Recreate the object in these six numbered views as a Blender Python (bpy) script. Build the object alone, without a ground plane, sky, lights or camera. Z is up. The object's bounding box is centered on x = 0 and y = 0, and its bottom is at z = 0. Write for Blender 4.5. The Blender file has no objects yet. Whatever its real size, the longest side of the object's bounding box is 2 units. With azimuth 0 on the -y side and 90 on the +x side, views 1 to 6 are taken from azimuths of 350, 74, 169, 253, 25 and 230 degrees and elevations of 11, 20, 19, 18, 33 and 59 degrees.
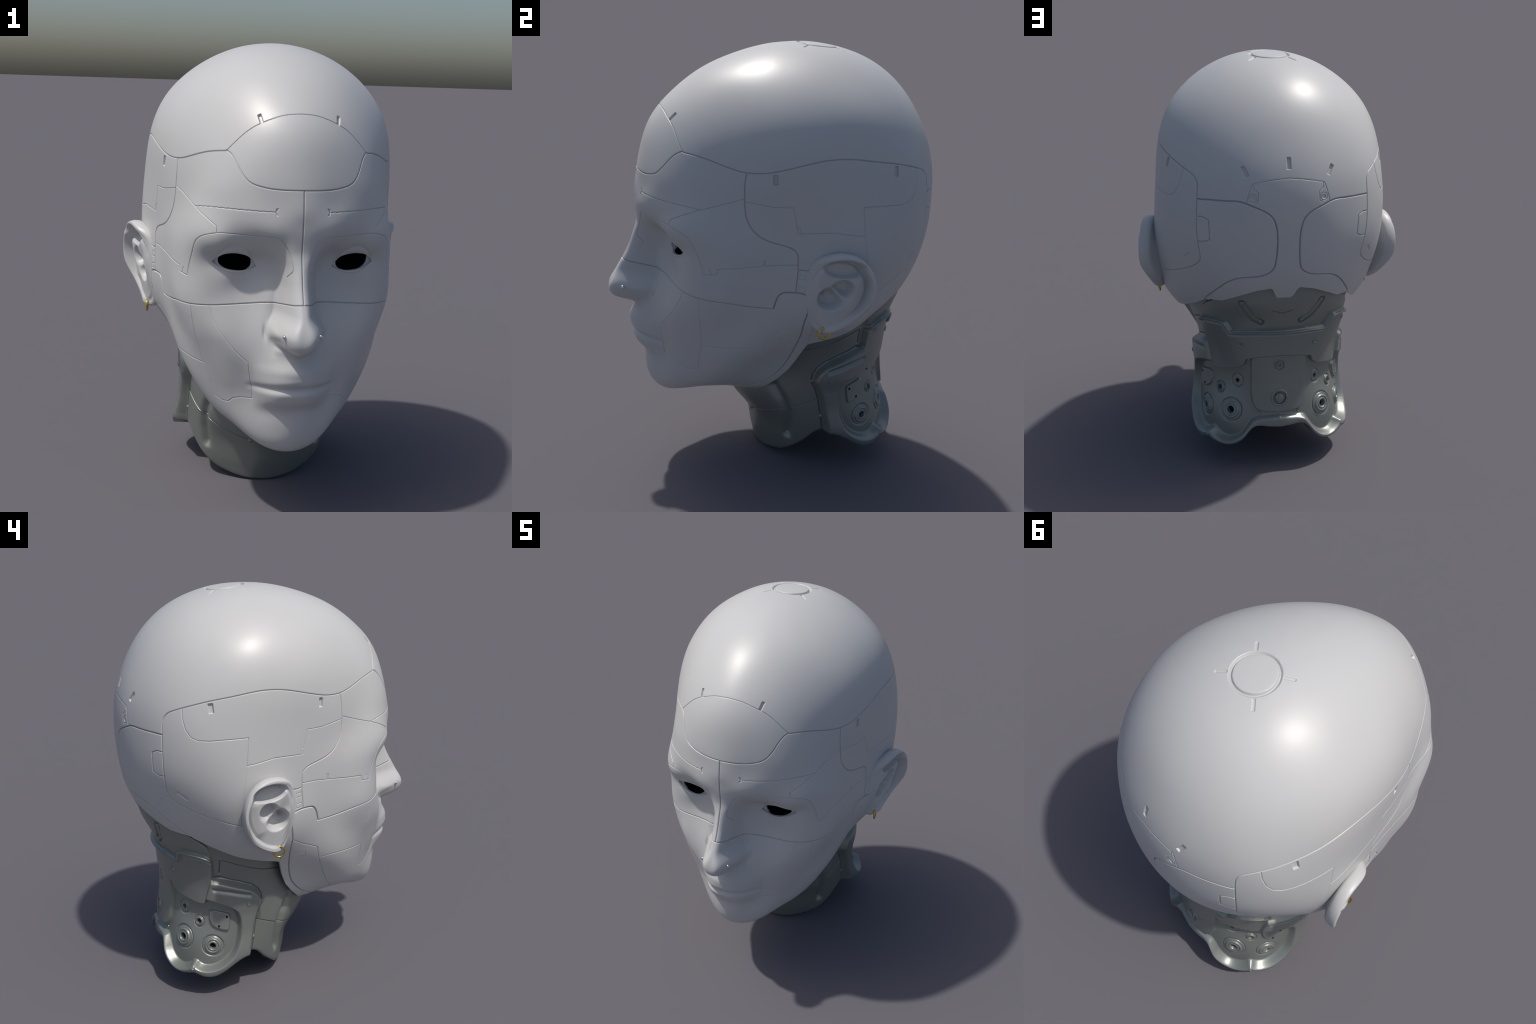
import bpy, math
import numpy as np
from mathutils import Vector
from mathutils.kdtree import KDTree
from mathutils.bvhtree import BVHTree

# ----------------------------------------------------------------- materials
def shell_material(name, colour, rough, metal=0.0, grain=0.0, spec=0.5, coat=0.0):
    m = bpy.data.materials.new(name)
    m.use_nodes = True
    nt = m.node_tree
    b = nt.nodes["Principled BSDF"]
    b.inputs["Metallic"].default_value = metal
    b.inputs["Specular IOR Level"].default_value = spec
    b.inputs["Coat Weight"].default_value = coat
    b.inputs["Coat Roughness"].default_value = 0.2
    tc = nt.nodes.new("ShaderNodeTexCoord")
    nz = nt.nodes.new("ShaderNodeTexNoise")
    nz.inputs["Scale"].default_value = 3.0
    nz.inputs["Detail"].default_value = 4.0
    nt.links.new(tc.outputs["Object"], nz.inputs["Vector"])
    ramp = nt.nodes.new("ShaderNodeValToRGB")
    lo = [max(0.0, c * (1 - grain)) for c in colour]
    hi = [min(1.0, c * (1 + grain)) for c in colour]
    ramp.color_ramp.elements[0].position = 0.3
    ramp.color_ramp.elements[1].position = 0.7
    ramp.color_ramp.elements[0].color = (*lo, 1)
    ramp.color_ramp.elements[1].color = (*hi, 1)
    nt.links.new(nz.outputs["Fac"], ramp.inputs["Fac"])
    nt.links.new(ramp.outputs["Color"], b.inputs["Base Color"])
    mr = nt.nodes.new("ShaderNodeMapRange")
    mr.inputs["To Min"].default_value = rough * 0.93
    mr.inputs["To Max"].default_value = rough * 1.07
    nt.links.new(nz.outputs["Fac"], mr.inputs["Value"])
    nt.links.new(mr.outputs["Result"], b.inputs["Roughness"])
    return m

WHITE = shell_material("white_shell", (0.515, 0.515, 0.510), 0.40, 0.0, 0.012)
STEEL = shell_material("grey_steel", (0.255, 0.272, 0.250), 0.36, 0.45, 0.03)
DARK = shell_material("near_black", (0.006, 0.008, 0.009), 0.8, 0.0, 0.0, 0.2)
GOLD = shell_material("gold", (0.70, 0.50, 0.07), 0.25, 1.0, 0.02)
SILVER = shell_material("silver", (0.75, 0.76, 0.78), 0.12, 1.0, 0.01)

# ----------------------------------------------------------------- mesh tools
def edges_of(F):
    E = np.concatenate([F[:, [0, 1]], F[:, [1, 2]], F[:, [2, 0]]])
    E = np.sort(E, 1)
    n = int(F.max()) + 1
    key, inv = np.unique(E[:, 0].astype(np.int64) * n + E[:, 1], return_inverse=True)
    return np.stack([key // n, key % n], 1), inv.reshape(3, len(F)).T

def refine_once(U, F, P, target, surf):
    """split every edge that is longer than target(midpoint); red-green templates"""
    E, FE = edges_of(F)
    mid = (P[E[:, 0]] + P[E[:, 1]]) / 2
    length = np.linalg.norm(P[E[:, 0]] - P[E[:, 1]], axis=1)
    mark = length > 0.002
    mark[mark] = length[mark] > target(mid[mark])
    if not mark.any():
        return U, F, P, False
    new = np.full(len(E), -1)
    new[mark] = len(U) + np.arange(mark.sum())
    Un = (U[E[mark, 0]] + U[E[mark, 1]]) / 2
    U2 = np.concatenate([U, Un])
    P2 = np.concatenate([P, surf(Un)])
    M = new[FE]
    k = (M >= 0).sum(1)
    out = [F[k == 0]]
    # rotate so that the unmarked / marked edges sit in a known slot
    for s in range(3):
        R = np.roll(F, -s, 1)
        N = np.roll(M, -s, 1)
        one = (k == 1) & (N[:, 0] >= 0)
        a, m = R[one], N[one]
        out += [np.stack([a[:, 0], m[:, 0], a[:, 2]], 1), np.stack([m[:, 0], a[:, 1], a[:, 2]], 1)]
        two = (k == 2) & (N[:, 2] < 0)
        a, m = R[two], N[two]
        out += [np.stack([m[:, 0], a[:, 1], m[:, 1]], 1), np.stack([a[:, 0], m[:, 0], m[:, 1]], 1),
                np.stack([a[:, 0], m[:, 1], a[:, 2]], 1)]
    a, m = F[k == 3], M[k == 3]
    out += [np.stack([a[:, 0], m[:, 0], m[:, 2]], 1), np.stack([m[:, 0], a[:, 1], m[:, 1]], 1),
            np.stack([m[:, 2], m[:, 1], a[:, 2]], 1), m]
    return U2, np.concatenate(out), P2, True

def refine(U, F, P, target, surf, rounds):
    for _ in range(rounds):
        U, F, P, more = refine_once(U, F, P, target, surf)
        if not more:
            break
    return U, F, P

def clip(U, F, P, f, surf):
    """keep the part of the surface where f(P) > 0, cutting triangles along f = 0"""
    v = f(P)
    v = np.where(np.abs(v) < 1e-7, 1e-7, v)
    E, FE = edges_of(F)
    a, b = v[E[:, 0]], v[E[:, 1]]
    cross = (a > 0) != (b > 0)
    t = (a / (a - b + 1e-30))[cross][:, None]
    new = np.full(len(E), -1)
    new[cross] = len(U) + np.arange(cross.sum())
    Un = U[E[cross, 0]] * (1 - t) + U[E[cross, 1]] * t
    U2 = np.concatenate([U, Un])
    P2 = np.concatenate([P, surf(Un)])
    S = v[F] > 0
    k = S.sum(1)
    M = new[FE]
    out = [F[k == 3]]
    for s in range(3):
        R, N, Q = np.roll(F, -s, 1), np.roll(M, -s, 1), np.roll(S, -s, 1)
        w = (k == 1) & Q[:, 0]
        out.append(np.stack([R[w, 0], N[w, 0], N[w, 2]], 1))
        w = (k == 2) & ~Q[:, 0]
        out += [np.stack([N[w, 0], R[w, 1], R[w, 2]], 1), np.stack([N[w, 0], R[w, 2], N[w, 2]], 1)]
    F2 = np.concatenate(out)
    used = np.unique(F2)
    remap = np.full(len(U2), -1)
    remap[used] = np.arange(len(used))
    return U2[used], remap[F2], P2[used]

def vertex_normals(P, F):
    n = np.cross(P[F[:, 1]] - P[F[:, 0]], P[F[:, 2]] - P[F[:, 0]])
    N = np.zeros_like(P)
    for i in range(3):
        for c in range(3):
            N[:, c] += np.bincount(F[:, i], n[:, c], len(P))
    return N / np.maximum(np.linalg.norm(N, axis=1), 1e-12)[:, None]

def make_object(name, P, F, material, parent, normals=None, smooth=True):
    me = bpy.data.meshes.new(name)
    me.vertices.add(len(P))
    me.vertices.foreach_set("co", P.astype(np.float32).ravel())
    me.loops.add(F.size)
    me.loops.foreach_set("vertex_index", F.astype(np.int32).ravel())
    me.polygons.add(len(F))
    me.polygons.foreach_set("loop_start", np.arange(len(F), dtype=np.int32) * F.shape[1])
    me.update(calc_edges=True)
    me.validate()
    me.polygons.foreach_set("use_smooth", np.full(len(me.polygons), smooth))
    if normals is not None:
        me.normals_split_custom_set_from_vertices(normals.tolist())
    me.materials.append(material)
    ob = bpy.data.objects.new(name, me)
    bpy.context.scene.collection.objects.link(ob)
    if parent is not None:
        ob.parent = parent
    return ob

def mirror_weld(P, F, extra):
    """add the x < 0 half; vertices on the midline are shared"""
    on = np.abs(P[:, 0]) < 1e-6
    idx = np.zeros(len(P), int)
    idx[on] = np.where(on)[0]
    idx[~on] = len(P) + np.arange((~on).sum())
    P2 = np.concatenate([P, P[~on] * [-1, 1, 1]])
    F2 = np.concatenate([F, idx[F][:, ::-1]])
    return P2, F2, [np.concatenate([e, e[~on]]) for e in extra]

def components(F, n, barrier):
    lab = np.arange(n)
    G = F[~barrier[F].any(1)]
    src = np.concatenate([G[:, 0], G[:, 1], G[:, 2], G[:, 1], G[:, 2], G[:, 0]])
    dst = np.concatenate([G[:, 1], G[:, 2], G[:, 0], G[:, 0], G[:, 1], G[:, 2]])
    order = np.argsort(dst, kind="stable")
    src, dst = src[order], dst[order]
    who, start = np.unique(dst, return_index=True)
    while True:
        new = lab.copy()
        new[who] = np.minimum(lab[who], np.minimum.reduceat(lab[src], start))
        np.minimum.at(new, lab[who], new[who])               # hook the old root to the smaller label
        new = new[new[new]]
        if (new == lab).all():
            break
        lab = new
    lab[barrier] = n
    for _ in range(60):                     # let the panels grow into the seam
        fl = lab[F].min(1)
        need = (lab[F] == n).any(1) & (fl < n)
        if not need.any():
            break
        new = lab.copy()
        for i in range(3):
            w = need & (lab[F[:, i]] == n)
            np.minimum.at(new, F[w, i], fl[w])
        lab = new
    return lab[F].min(1)

def boundary_edges(F):
    E = np.concatenate([F[:, [0, 1]], F[:, [1, 2]], F[:, [2, 0]]])
    key = np.sort(E, 1).astype(np.int64)
    _, inv, cnt = np.unique(key[:, 0] * (int(F.max()) + 1) + key[:, 1], return_inverse=True, return_counts=True)
    return E[cnt[inv.ravel()] == 1]

def smoothstep(a, b, x):
    t = np.clip((x - a) / (b - a), 0, 1)
    return t * t * (3 - 2 * t)

def natural_cubic(xs, ys):
    """C2 interpolation through control points, flat continuation outside"""
    xs, ys = np.array(xs, float), np.array(ys, float)
    n = len(xs)
    h = np.diff(xs)
    A = np.eye(n)
    r = np.zeros(n)
    for i in range(1, n - 1):
        A[i, i - 1:i + 2] = h[i - 1], 2 * (h[i - 1] + h[i]), h[i]
        r[i] = 6 * ((ys[i + 1] - ys[i]) / h[i] - (ys[i] - ys[i - 1]) / h[i - 1])
    m = np.linalg.solve(A, r)
    def f(x):
        x = np.clip(x, xs[0], xs[-1])
        i = np.clip(np.searchsorted(xs, x) - 1, 0, n - 2)
        d = x - xs[i]
        b = (ys[i + 1] - ys[i]) / h[i] - h[i] * (2 * m[i] + m[i + 1]) / 6
        return ys[i] + d * (b + d * (m[i] / 2 + d * (m[i + 1] - m[i]) / (6 * h[i])))
    return f

def periodic_spline(T):
    """prefilter of a doubly periodic cubic B-spline table"""
    a, b = T.shape
    ha = (4 + 2 * np.cos(2 * np.pi * np.arange(a) / a)) / 6
    hb = (4 + 2 * np.cos(2 * np.pi * np.arange(b) / b)) / 6
    return np.real(np.fft.ifft2(np.fft.fft2(T) / ha[:, None] / hb[None, :]))

def spline_lookup(C, u, v):
    i, j = np.floor(u).astype(int), np.floor(v).astype(int)
    w = lambda t: [(1 - t) ** 3 / 6, (3 * t ** 3 - 6 * t ** 2 + 4) / 6, (-3 * t ** 3 + 3 * t ** 2 + 3 * t + 1) / 6, t ** 3 / 6]
    wu, wv = w(u - i), w(v - j)
    return sum(wu[a] * wv[b] * C[(i + a - 1) % C.shape[0], (j + b - 1) % C.shape[1]] for a in range(4) for b in range(4))

# ----------------------------------------------------------------- head form
# Radius of the bare skull and jaw about its centre.  One row per elevation
# ring (degrees), every 12 degrees of azimuth from the face (0) to the nape (180).
CENTRE = np.array([0.0, 0.05, 1.2])
SKULL = {
    -72: [0.841, 0.843, 0.847, 0.850, 0.849, 0.842, 0.833, 0.823, 0.812, 0.797, 0.778, 0.758, 0.739, 0.725, 0.717, 0.714],
    -60: [0.990, 0.967, 0.919, 0.869, 0.819, 0.767, 0.729, 0.717, 0.724, 0.729, 0.724, 0.711, 0.696, 0.683, 0.673, 0.670],
    -48: [0.977, 0.932, 0.852, 0.800, 0.762, 0.714, 0.669, 0.648, 0.655, 0.668, 0.671, 0.669, 0.667, 0.664, 0.661, 0.659],
    -36: [0.825, 0.795, 0.752, 0.722, 0.680, 0.638, 0.611, 0.610, 0.635, 0.655, 0.653, 0.649, 0.658, 0.667, 0.666, 0.664],
    -24: [0.690, 0.674, 0.672, 0.678, 0.640, 0.588, 0.562, 0.571, 0.603, 0.629, 0.635, 0.639, 0.656, 0.674, 0.680, 0.678],
    -12: [0.627, 0.615, 0.623, 0.638, 0.602, 0.556, 0.532, 0.535, 0.569, 0.607, 0.631, 0.645, 0.661, 0.680, 0.692, 0.694],
    0: [0.665, 0.653, 0.654, 0.644, 0.588, 0.544, 0.522, 0.523, 0.553, 0.597, 0.633, 0.661, 0.681, 0.691, 0.700, 0.703],
    12: [0.704, 0.692, 0.678, 0.640, 0.579, 0.546, 0.532, 0.536, 0.562, 0.604, 0.645, 0.680, 0.700, 0.709, 0.721, 0.723],
    24: [0.732, 0.720, 0.695, 0.651, 0.604, 0.581, 0.570, 0.574, 0.598, 0.635, 0.672, 0.707, 0.728, 0.740, 0.750, 0.752],
    36: [0.768, 0.752, 0.720, 0.684, 0.653, 0.637, 0.633, 0.640, 0.660, 0.689, 0.717, 0.740, 0.758, 0.770, 0.777, 0.779],
    48: [0.775, 0.766, 0.746, 0.722, 0.704, 0.697, 0.698, 0.705, 0.721, 0.741, 0.758, 0.773, 0.787, 0.798, 0.805, 0.808],
    60: [0.778, 0.775, 0.766, 0.755, 0.746, 0.742, 0.743, 0.749, 0.759, 0.770, 0.781, 0.793, 0.804, 0.813, 0.819, 0.821],
    72: [0.780, 0.779, 0.777, 0.775, 0.773, 0.773, 0.774, 0.777, 0.782, 0.788, 0.795, 0.802, 0.808, 0.812, 0.814, 0.815],
    84: [0.790, 0.790, 0.790, 0.790, 0.791, 0.791, 0.792, 0.793, 0.794, 0.796, 0.798, 0.799, 0.801, 0.802, 0.802, 0.802],
}
def skull_table():
    T = np.zeros((30, 30))
    for el, half in SKULL.items():
        ring = half + half[-2:0:-1]                      # mirror to 360 degrees
        T[(el // 12) % 30] = ring
        T[((180 - el) // 12) % 30] = np.roll(ring, 15)   # the same ring seen over the pole
    T[(-84 // 12) % 30] = 0.80
    T[(264 // 12) % 30] = 0.80
    return periodic_spline(T)
SKULL_C = skull_table()

def skull(D):
    D = D / np.linalg.norm(D, axis=1)[:, None]
    el = np.degrees(np.arcsin(np.clip(D[:, 2], -1, 1)))
    az = np.degrees(np.arctan2(D[:, 0], -D[:, 1]))
    r = spline_lookup(SKULL_C, el / 12, az / 12)
    return CENTRE + r[:, None] * D

# Face landmarks (x, y, z) on the surface without the lower nose: the soft form of
# the face passes through them, the skull is left alone away from them.
FACE_MARKS = np.array([
    # midline: brow, bridge, then the bed of the nose
    (0, -.641, 1.348), (0, -.639, 1.30), (0, -.637, 1.256), (0, -.633, 1.215), (0, -.630, 1.165), (0, -.590, 1.10), (0, -.552, 1.04), (0, -.540, .98), (0, -.548, .91), (0, -.585, .85), (0, -.632, .795),
    # bridge of the nose beside the midline
    (.093, -.624, 1.253), (.070, -.622, 1.234), (.051, -.624, 1.202), (.037, -.625, 1.165), (.060, -.590, 1.15), (.062, -.568, 1.095), (.095, -.545, 1.16),
    # section across the cheek at the height of the mask seam
    (.103, -.545, .987), (.133, -.530, .983), (.186, -.513, .976), (.255, -.499, .968), (.314, -.481, .961), (.371, -.446, .955), (.436, -.352, .947),
    # beside the nose and the smile fold
    (.095, -.528, 1.10), (.13, -.510, 1.12), (.12, -.522, 1.05), (.135, -.560, .885), (.21, -.533, .87), (.125, -.580, .82), (.12, -.590, .77),
    (.316, -.486, .903), (.286, -.507, .848), (.252, -.522, .808), (.216, -.535, .771), (.180, -.549, .743),
    (.172, -.540, .688), (.164, -.531, .638), (.158, -.519, .586), (.242, -.443, .549), (.285, -.391, .555), (.340, -.385, .697), (.375, -.402, .817), (.391, -.408, .884),
    # brow and eye
    (.389, -.459, 1.215), (.346, -.512, 1.25), (.306, -.539, 1.259), (.244, -.563, 1.259), (.183, -.587, 1.257), (.123, -.614, 1.256),
    (.170, -.490, 1.128), (.304, -.478, 1.145), (.235, -.500, 1.100), (.236, -.514, 1.178), (.160, -.504, 1.164), (.188, -.522, 1.182), (.246, -.533, 1.199), (.306, -.517, 1.189), (.330, -.488, 1.170),
    (.33, -.470, 1.09), (.23, -.492, 1.04), (.416, -.394, 1.066),
    # mouth and chin
    (0, -.646, .76), (0, -.630, .66), (0, -.592, .53), (0, -.588, .46), (.08, -.632, .715), (.09, -.608, .655), (.09, -.586, .60), (.10, -.554, .52),
    (.26, -.486, .70), (.31, -.475, .80), (.24, -.480, .64),
    # edge of the chin and jaw
    (0, -.524, .352), (.054, -.523, .361), (.098, -.488, .366), (.130, -.437, .379), (.165, -.392, .398), (.194, -.352, .416), (.220, -.299, .428),
    (.113, -.503, .381), (.162, -.472, .411), (.215, -.424, .451), (.275, -.370, .499), (.022, -.566, .398), (.267, -.348, .468),
    # forehead and temple
    (0, -.629, 1.434), (.10, -.624, 1.354), (.316, -.528, 1.282),
])
FACE_AXIS = np.array([0.0, -0.93, -0.36])
def face_window(D):
    """1 on the face, fading to 0 at the temples, hairline and under the chin (by direction)"""
    az = np.degrees(np.arctan2(np.abs(D[:, 0]), -D[:, 1]))
    el = np.degrees(np.arcsin(np.clip(D[:, 2], -1, 1)))
    return smoothstep(66, 50, az) * smoothstep(24, 14, el) * smoothstep(-74, -64, el)
def _unit(V):
    return V / np.linalg.norm(V, axis=1)[:, None]
def _fit_marks():
    side = FACE_MARKS[:, 0] > 1e-6
    M = np.concatenate([FACE_MARKS, FACE_MARKS[side] * [-1, 1, 1]]) - CENTRE
    Q = _unit(M)
    r = np.linalg.norm(M, axis=1) - np.linalg.norm(skull(Q) - CENTRE, axis=1)
    az, el = np.radians(np.meshgrid(np.arange(-80, 81, 10), np.arange(-85, 36, 10)))
    ring = np.stack([np.cos(el) * np.sin(az), -np.cos(el) * np.cos(az), np.sin(el)], -1).reshape(-1, 3)
    ring = ring[face_window(ring) < 0.3]
    Q = np.concatenate([Q, ring])
    r = np.concatenate([r, np.zeros(len(ring))])
    K = np.linalg.norm(Q[:, None] - Q[None], axis=2) ** 3
    return Q, np.linalg.solve(K + np.eye(len(Q)) * 5e-5, r)
MARK_Q, MARK_W = _fit_marks()
def soft_head(D):
    """skull plus the soft form of the face"""
    D = _unit(D)
    P = skull(D)
    w = face_window(D)
    near = np.where(w > 0)[0]
    for i in range(0, len(near), 20000):
        k = near[i:i + 20000]
        dr = (np.linalg.norm(D[k][:, None] - MARK_Q[None], axis=2) ** 3) @ MARK_W
        P[k] += D[k] * (dr * w[k])[:, None]
    return P

# midline profile (height z, depth y) with nose and lips, and the nose half width
_a = np.radians(np.linspace(-62, 30, 500))
_m = soft_head(np.stack([0 * _a, -np.cos(_a), np.sin(_a)], 1))
_o = np.argsort(_m[:, 2])
bare_mid = lambda z: np.interp(z, _m[_o, 2], _m[_o, 1])
PROFILE = natural_cubic(
    [0.44, 0.46, 0.51, 0.545, 0.565, 0.585, 0.610, 0.634, 0.651, 0.670, 0.70, 0.722, 0.752, 0.782, 0.800, 0.815, 0.834, 0.862, 0.895, 0.94, 1.008, 1.065, 1.138, 1.19, 1.25, 1.30],
    [-.585, -.588, -.590, -.594, -.608, -.626, -.640, -.643, -.636, -.652, -.662, -.663, -.651, -.643, -.662, -.710, -.746, -.761, -.757, -.738, -.702, -.674, -.649, -.6345, -.637, -.640])
NOSE_W = natural_cubic([0.76, 0.82, 0.86, 0.90, 0.95, 1.00, 1.10, 1.18, 1.27], [0.095, 0.104, 0.112, 0.108, 0.094, 0.090, 0.080, 0.085, 0.10])
EYE = np.array([0.236, 1.1385])

def eye_shape(x, z, sx=0.0648, up=0.0360, down=0.0345, e=2.5):
    """< 0 inside the eye opening"""
    s = np.abs(x - EYE[0]) / sx
    dz = z - EYE[1] - 0.08 * (x - EYE[0])
    h = np.where(dz > 0, up, down)
    return (s ** e + (np.abs(dz) / h) ** e + 1e-12) ** (1 / e) - 1

def lid_shape(x, z):
    """< 0 inside the almond between the lids"""
    s = np.clip(np.abs(x - 0.2385) / 0.084, 0, 1)
    dz = z - 1.128 - 0.075 * (x - 0.2385)
    h = np.where(dz > 0, 0.0465, 0.0235) * (1 - s * s) ** 0.85 + 1e-4
    return np.abs(dz) / h - 1

def face(P):
    P = P.copy()
    near = (P[:, 1] < -0.30) & (P[:, 2] < 1.35)
    x, y, z = P[near].T
    # nose, its underside rising towards the wings
    zn = z - 0.50 * (np.sqrt(np.minimum(x, 0.10) ** 2 + 0.0012) - 0.0346) * smoothstep(0.96, 0.86, z) * smoothstep(0.74, 0.80, z)
    t = np.clip(x / NOSE_W(zn), 0, 1)
    s = 0.5 * (1 + np.cos(np.pi * t ** (1.25 + 0.75 * smoothstep(0.97, 0.88, z))))
    nose = smoothstep(0.765, 0.80, zn) * smoothstep(1.32, 1.27, zn)
    dy = nose * s * (PROFILE(zn) - bare_mid(zn))
    # wing of the nose
    dy += -0.030 * np.exp(-((x - 0.094) / 0.017) ** 2 - ((z - 0.876) / 0.024) ** 2)
    dy += 0.008 * np.exp(-((x - 0.121) / 0.008) ** 2 - ((z - 0.872) / 0.026) ** 2)
    dy += 0.016 * np.exp(-((x - 0.050) / 0.020) ** 2 - ((zn - 0.806) / 0.010) ** 2)      # nostril hollow
    # lips
    zl = z - 0.006 + 0.014 * smoothstep(0.04, 0.17, x)
    t = np.clip(x / (0.162 - 0.07 * smoothstep(0.73, 0.79, z)), 0, 1)
    s = (1 - t * t) ** 1.15
    mouth = smoothstep(0.80, 0.765, zn) * smoothstep(0.44, 0.52, z)
    dy += mouth * s * (PROFILE(zl) - bare_mid(zl))
    dy += 0.007 * np.exp(-((zl - 0.651) / 0.014) ** 2) * smoothstep(0.195, 0.14, x) * smoothstep(0.02, 0.12, x)
    # eyelids: thin raised rims round an almond whose corners are sunk
    d = lid_shape(x, z)
    k = np.abs(x - 0.2385) < 0.10
    dy += 0.009 * smoothstep(0.06, -0.06, d) * k
    dy += -0.004 * np.exp(-((d - 0.25) / 0.22) ** 2) * k
    dy += 0.004 * np.exp(-((d - 0.75) / 0.18) ** 2) * smoothstep(1.13, 1.16, z) * smoothstep(0.10, 0.05, np.abs(x - 0.2385))
    P[near, 1] = y + dy
    return P

def head_surface(D):
    P = face(soft_head(D))
    floor = np.interp(P[:, 1], [-0.60, -0.52, -0.49, -0.44, -0.39, -0.35, -0.30, -0.25, -0.20, -0.15, -0.10, 0.05, 0.3],
                      [0.335, 0.345, 0.353, 0.364, 0.378, 0.388, 0.395, 0.391, 0.384, 0.377, 0.372, 0.45, 0.6])     # flat underside of the jaw
    # the side of the head is hollow behind the ear bowl
    e = ((P[:, 1] - 0.150) / 0.080) ** 2 + ((P[:, 2] - 1.015) / 0.135) ** 2
    P[:, 0] -= 0.085 * smoothstep(1.0, 0.55, e) * (P[:, 0] > 0.3)
    low = P[:, 2] < 0.7
    d = P[low, 2] - floor[low]
    P[low, 2] = floor[low] + 0.5 * (d + np.sqrt(d * d + 0.006 ** 2))
    return P

def half_sphere(na, nb):
    """directions on x >= 0, poles at the ears"""
    a = np.arange(na) * 2 * np.pi / na
    b = np.linspace(0, np.pi / 2, nb + 1)[:-1]
    A, Bt = np.meshgrid(a, b)
    D = np.stack([np.sin(Bt), -np.cos(Bt) * np.cos(A), np.cos(Bt) * np.sin(A)], -1).reshape(-1, 3)
    D[:na, 0] = 0
    D = np.concatenate([D, [[1, 0, 0]]])
    F = []
    i = np.arange(na)
    j = (i + 1) % na
    for k in range(nb - 1):
        q = k * na
        F += [np.stack([q + i, q + j, q + na + j], 1), np.stack([q + i, q + na + j, q + na + i], 1)]
    q = (nb - 1) * na
    F.append(np.stack([q + i, q + j, np.full(na, len(D) - 1)], 1))
    return D, np.concatenate(F)[:, ::-1]

# lower rim of the shell: height by azimuth about the centre
RIM_AZ = [25, 40, 53.6, 67.7, 78.4, 85.7, 89.8, 92, 93.8, 95, 98, 106, 120, 133, 143, 152, 160, 168, 174.5, 176.6, 180]
RIM_Z = [0.0, 0.30, 0.383, 0.429, 0.486, 0.542, 0.601, 0.651, 0.700, 0.715, 0.722, 0.742, 0.775, 0.825, 0.880, 0.893, 0.935, 0.975, 0.992, 0.932, 0.930]
def rim(P):
    az = np.degrees(np.arctan2(P[:, 0], -(P[:, 1] - CENTRE[1])))
    return P[:, 2] - np.interp(az, RIM_AZ, RIM_Z)

# ------------------------------------------------------------------ build head
root = bpy.data.objects.new("android_head", None)
bpy.context.scene.collection.objects.link(root)
root["label"] = "white android head with panel seams on a grey mechanical neck"
root["category"] = "robot head"

D, F = half_sphere(300, 76)
P = head_surface(D)
def coarse(M):
    x, y, z = M.T
    t = np.full(len(M), 0.020)
    t[(y < -0.25) & (z < 1.32)] = 0.009
    t[(y < -0.5) & (x < 0.19) & (z < 1.0)] = 0.005
    t[(y < -0.3) & (np.abs(eye_shape(x, z)) < 0.6)] = 0.004
    return t
D, F, P = refine(D, F, P, coarse, head_surface, 4)
# ------------------------------------------------------- seams between the panels
# kinds: (half width, depth)
GAP, MAIN, FINE, HAIR, STITCH, RING = (0.0044, 0.0090), (0.0034, 0.0052), (0.0026, 0.0029), (0.0024, 0.0019), (0.0027, 0.0030), (0.0090, 0.0105)
SEAM_LIST, SLOT_LIST = [], []
def seam(kind, corners, pts):
    """a groove through control points; corners=True keeps it angular"""
    SEAM_LIST.append((kind, corners, np.array(pts, float)))
def slot(a, b, half, depth, round_=0.002):
    """a sunk bar from a to b"""
    SLOT_LIST.append((np.array(a, float), np.array(b, float), half, depth, round_))

seam(MAIN, False, [  # cap edge
    (.28, -.467, 1.566), (.338, -.391, 1.554), (.398, -.305, 1.53), (.438, -.244, 1.517), (.458, -.207, 1.516), (.478, -.155, 1.521), (.497, -.091, 1.536), (.514, -.015, 1.558), (.527, .073, 1.58), (.533, .129, 1.587), (.536, .198, 1.587), (.527, .296, 1.574), (.503, .39, 1.559), (.469, .482, 1.538), (.423, .552, 1.513), (.402, .579, 1.496), (.393, .593, 1.474), (.392, .6, 1.446), (.395, .605, 1.403)])
seam(MAIN, False, [  # temple rear
    (.395, .605, 1.403), (.398, .609, 1.336), (.4, .611, 1.267), (.396, .609, 1.21), (.386, .602, 1.149), (.382, .591, 1.11), (.396, .561, 1.078), (.429, .502, 1.042), (.474, .425, 1.007), (.505, .365, .984), (.53, .289, .965)])
seam(FINE, False, [  # forehead arc
    (.274, -.472, 1.569), (.245, -.488, 1.606), (.199, -.5, 1.65), (.156, -.51, 1.676), (.102, -.52, 1.698), (.054, -.525, 1.711), (.006, -.528, 1.715), (0, -.527, 1.715)])
seam(MAIN, False, [  # forehead low
    (.274, -.472, 1.569), (.263, -.488, 1.56), (.249, -.509, 1.541), (.235, -.531, 1.511), (.216, -.556, 1.477), (.197, -.574, 1.458), (.165, -.592, 1.446), (.11, -.613, 1.437), (.053, -.625, 1.435), (0, -.629, 1.435)])
seam(MAIN, False, [  # nose ridge
    (0, -.629, 1.435), (0, -.641, 1.34), (0, -.636, 1.24), (0, -.64, 1.16), (0, -.67, 1.07), (0, -.7, 1.01)])
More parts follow.
